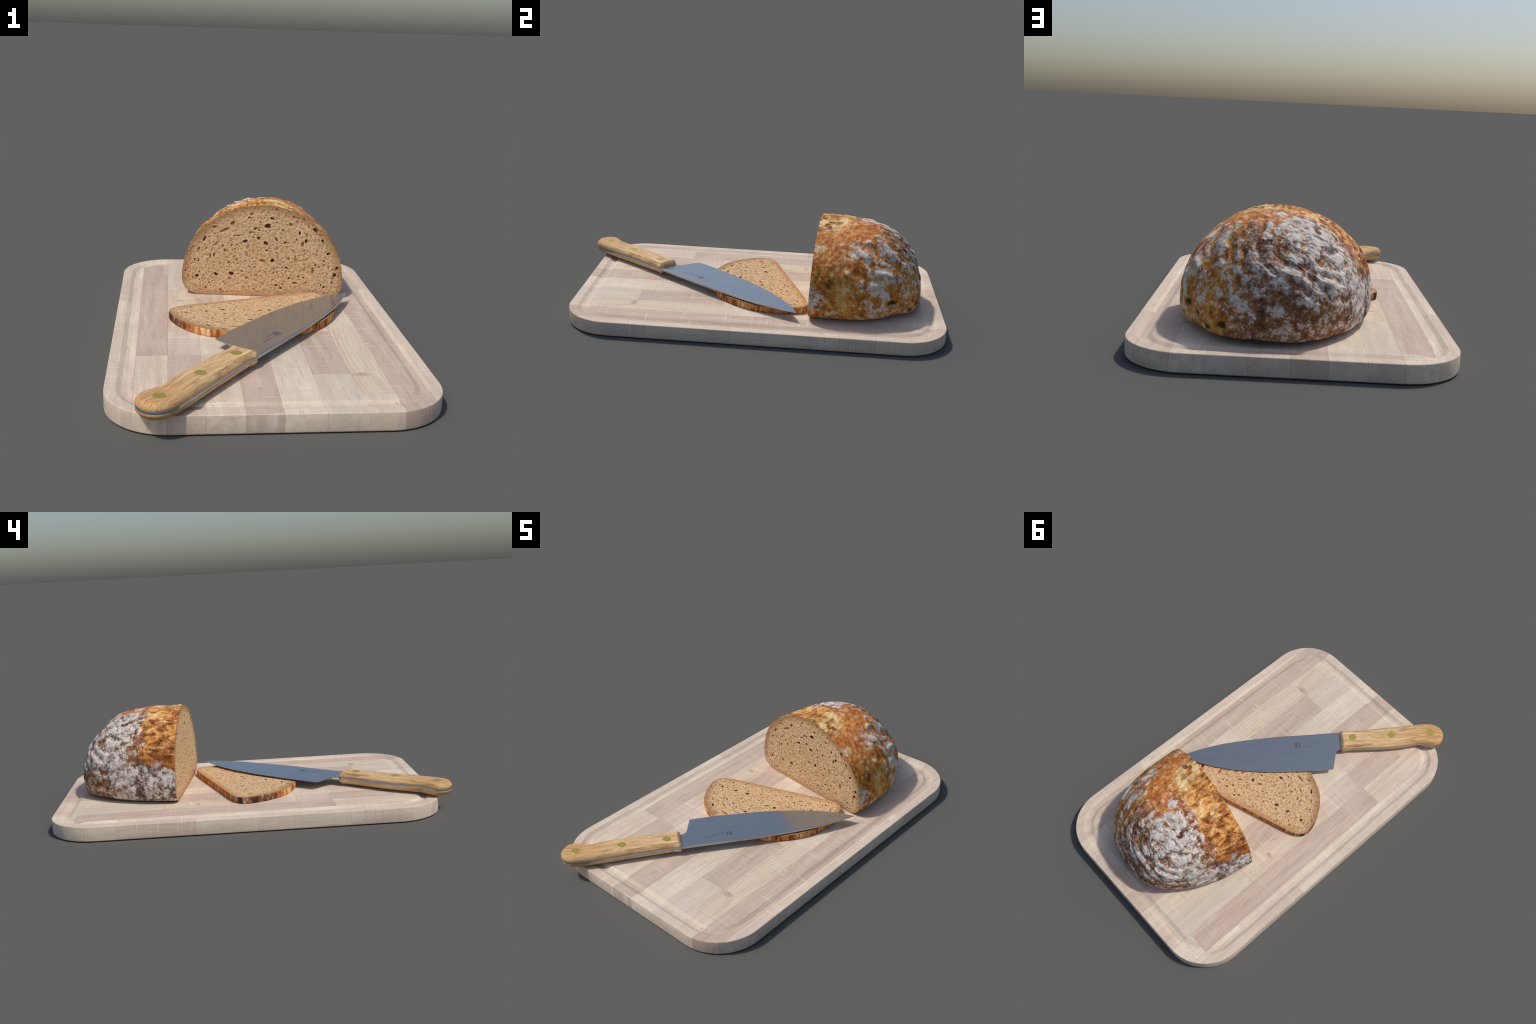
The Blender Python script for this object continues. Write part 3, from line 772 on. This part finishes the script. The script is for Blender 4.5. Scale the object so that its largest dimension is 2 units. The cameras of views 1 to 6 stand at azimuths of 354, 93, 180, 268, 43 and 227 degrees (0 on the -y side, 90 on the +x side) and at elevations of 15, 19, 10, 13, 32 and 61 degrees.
def build_knife():
    root = thing("kitchen_knife", "chef's knife with steel blade and riveted wooden handle", "knife",
                 (-0.0485, -0.5415, 0.1175), (0, math.radians(-0.25), math.radians(51.9)))
    # ---- blade: rows along x from handle to tip, columns spine -> edge, wedge thickness
    xs = np.r_[np.linspace(0, .058, 16), np.linspace(.059, .90, 70), np.linspace(.905, .9199, 7)]
    cols = np.r_[0, 0.012, np.linspace(0.04, 0.95, 16), 0.985, 1.0]
    half_sp = lambda x: np.interp(x, [0, .3, .7, .92], [.0062, .0058, .0040, .0008])
    V, top, bot = [], [], []
    for x in xs:
        ys = float(smooth_curve(SPINE, np.array([x]))[0])
        ye = float(np.interp(x, [h[0] for h in HEEL], [h[1] for h in HEEL])) if x < .059 else float(smooth_curve(EDGE, np.array([x]))[0])
        ref = max(float(smooth_curve(EDGE, np.array([max(x, .059)]))[0]) - ys, 1e-4)
        rt, rb = [], []
        for c in cols:
            y = ys + (ye - ys) * c
            f = min((y - ys) / ref, 1.0)
            hz = half_sp(x) * (1 - f) ** 0.9 + 0.0009
            if c == 0: hz *= 0.86
            rt.append(len(V)); V.append((x, y, hz))
            rb.append(len(V)); V.append((x, y, -hz))
        top.append(rt); bot.append(rb)
    F = []
    for i in range(len(xs) - 1):
        for j in range(len(cols) - 1):
            F.append((top[i][j], top[i + 1][j], top[i + 1][j + 1], top[i][j + 1]))
            F.append((bot[i][j], bot[i][j + 1], bot[i + 1][j + 1], bot[i + 1][j]))
        F.append((top[i][0], bot[i][0], bot[i + 1][0], top[i + 1][0]))
        F.append((top[i][-1], top[i + 1][-1], bot[i + 1][-1], bot[i][-1]))
    for j in range(len(cols) - 1):
        F.append((top[0][j], top[0][j + 1], bot[0][j + 1], bot[0][j]))
        F.append((top[-1][j], bot[-1][j], bot[-1][j + 1], top[-1][j + 1]))
    blade = obj_from("blade", V, F, [STEEL], root, 35)
    bm = bmesh.new(); bm.from_mesh(blade.data); bmesh.ops.recalc_face_normals(bm, faces=bm.faces); bm.to_mesh(blade.data); bm.free()
    # ---- handle: steel tang between two rounded wooden scales
    body = closed_spline(HANDLE_OUTLINE, 260, 12)
    front = np.array([(x, y) for x, y in body])
    front[:, 0] = np.minimum(front[:, 0], 0.0)
    def stack(name, levels, mat, smooth=40):
        V, F = [], []; n = len(front)
        for ins, z in levels:
            Q = inset_poly(front, ins)
            V += [(x, y, z) for x, y in Q]
        for k in range(len(levels) - 1):
            F += [(k * n + i, k * n + (i + 1) % n, (k + 1) * n + (i + 1) % n, (k + 1) * n + i) for i in range(n)]
        F.append(tuple(range(n))); F.append(tuple((len(levels) - 1) * n + i for i in range(n)))
        ob = obj_from(name, V, F, [mat], root, None)
        bm = bmesh.new(); bm.from_mesh(ob.data)
        bmesh.ops.triangulate(bm, faces=[f for f in bm.faces if len(f.verts) > 4])
        bmesh.ops.recalc_face_normals(bm, faces=bm.faces)
        bm.to_mesh(ob.data); bm.free()
        ob.data.shade_smooth(); ob.data.set_sharp_from_angle(angle=math.radians(smooth))
        return ob
    t0, t1 = 0.0060, 0.0310
    stack("tang", [(0.0008, -t0), (0.0002, -t0 + .001), (0.0002, t0 - .001), (0.0008, t0)], STEEL)
    prof = [(0.0006, t0 + .0002), (0.0, t0 + .0015), (0.0004, .0125), (0.0018, .0165), (0.0042, .0200), (0.0075, .0240), (0.0118, .0285), (0.0142, .0302), (0.0180, t1)]
    stack("handle_scale", prof, HANDLE)
    stack("handle_scale", [(a, -b) for a, b in prof], HANDLE)
    # ---- rivets through both scales
    V, F = [], []; seg = 40; R = 0.0222
    lev = [(0.0, -t1 - .0009), (R - .0012, -t1 - .0008), (R, -t1 - .0001), (R, t1 + .0001), (R - .0012, t1 + .0008), (0.0, t1 + .0009)]
    for r, z in lev[1:-1]:
        V += [(r * math.cos(2 * math.pi * i / seg), r * math.sin(2 * math.pi * i / seg), z) for i in range(seg)]
    for k in range(3):
        F += [(k * seg + i, k * seg + (i + 1) % seg, (k + 1) * seg + (i + 1) % seg, (k + 1) * seg + i) for i in range(seg)]
    F.append(tuple(reversed(range(seg)))); F.append(tuple(3 * seg + i for i in range(seg)))
    rivet = obj_from("rivet", V, F, [BRASS], root, 30)
    for i, x in enumerate((-.073, -.301, -.533)):
        o = rivet if i == 0 else rivet.copy()
        if i: COL.objects.link(o)
        o.location = (x, .051, 0)
    # ---- etched maker's mark: square with a pale slanting notch, two lines of capitals
    zt = 0.0060
    def slab(name, polys, mat):
        V, F = [], []
        for P in polys:
            b = len(V); n = len(P)
            V += [(x, y, zt + surf(x, y)) for x, y in P] + [(x, y, zt + surf(x, y) - 0.002) for x, y in P]
            F.append(tuple(b + i for i in range(n))); F.append(tuple(b + n + i for i in reversed(range(n))))
            F += [(b + i, b + n + i, b + n + (i + 1) % n, b + (i + 1) % n) for i in range(n)]
        ob = obj_from(name, V, F, [mat], root)
        bm = bmesh.new(); bm.from_mesh(ob.data); bmesh.ops.recalc_face_normals(bm, faces=bm.faces); bm.to_mesh(ob.data); bm.free()
        return ob
    def surf(x, y):
        ys = float(smooth_curve(SPINE, np.array([x]))[0]); ref = float(smooth_curve(EDGE, np.array([x]))[0]) - ys
        return float(half_sp(x)) * (1 - min(max((y - ys) / ref, 0), 1)) ** 0.9 + 0.0009 + 0.00025 - zt
    slab("logo", [[(.2645, .050), (.2525, .050), (.2490, .083), (.2645, .083)],
                  [(.2470, .050), (.2355, .050), (.2345, .083), (.2465, .083), (.2430, .070), (.2445, .058)]], ETCH)
    def letters(name, text, size, x, y, width):
        cu = bpy.data.curves.new(name, "FONT"); cu.body = text; cu.size = size; cu.extrude = 0.0004; cu.resolution_u = 3
        to = bpy.data.objects.new(name, cu); COL.objects.link(to)
        bpy.context.view_layer.update()
        me = bpy.data.meshes.new_from_object(to.evaluated_get(bpy.context.evaluated_depsgraph_get()))
        bpy.data.objects.remove(to); bpy.data.curves.remove(cu)
        xs_ = [v.co.x for v in me.vertices]; k = width / (max(xs_) - min(xs_)); x0 = min(xs_)
        for v in me.vertices:
            X, Y, Z = v.co
            px, py = x - (X - x0) * k, y - Y
            v.co = (px, py, surf(px, py) + zt - 0.0002 + (0.0001 if Z > 0 else -0.0008))
        me.materials.append(ETCH_FAINT)
        ob = bpy.data.objects.new(name, me); COL.objects.link(ob); ob.parent = root
        return ob
    letters("lettering", "R. MURPHY", 0.0185, .2255, .0640, .098)
    letters("lettering", "KNIVES", 0.0185, .2255, .0840, .070)
    return root

build_board()
build_loaf()
build_slice()
build_knife()
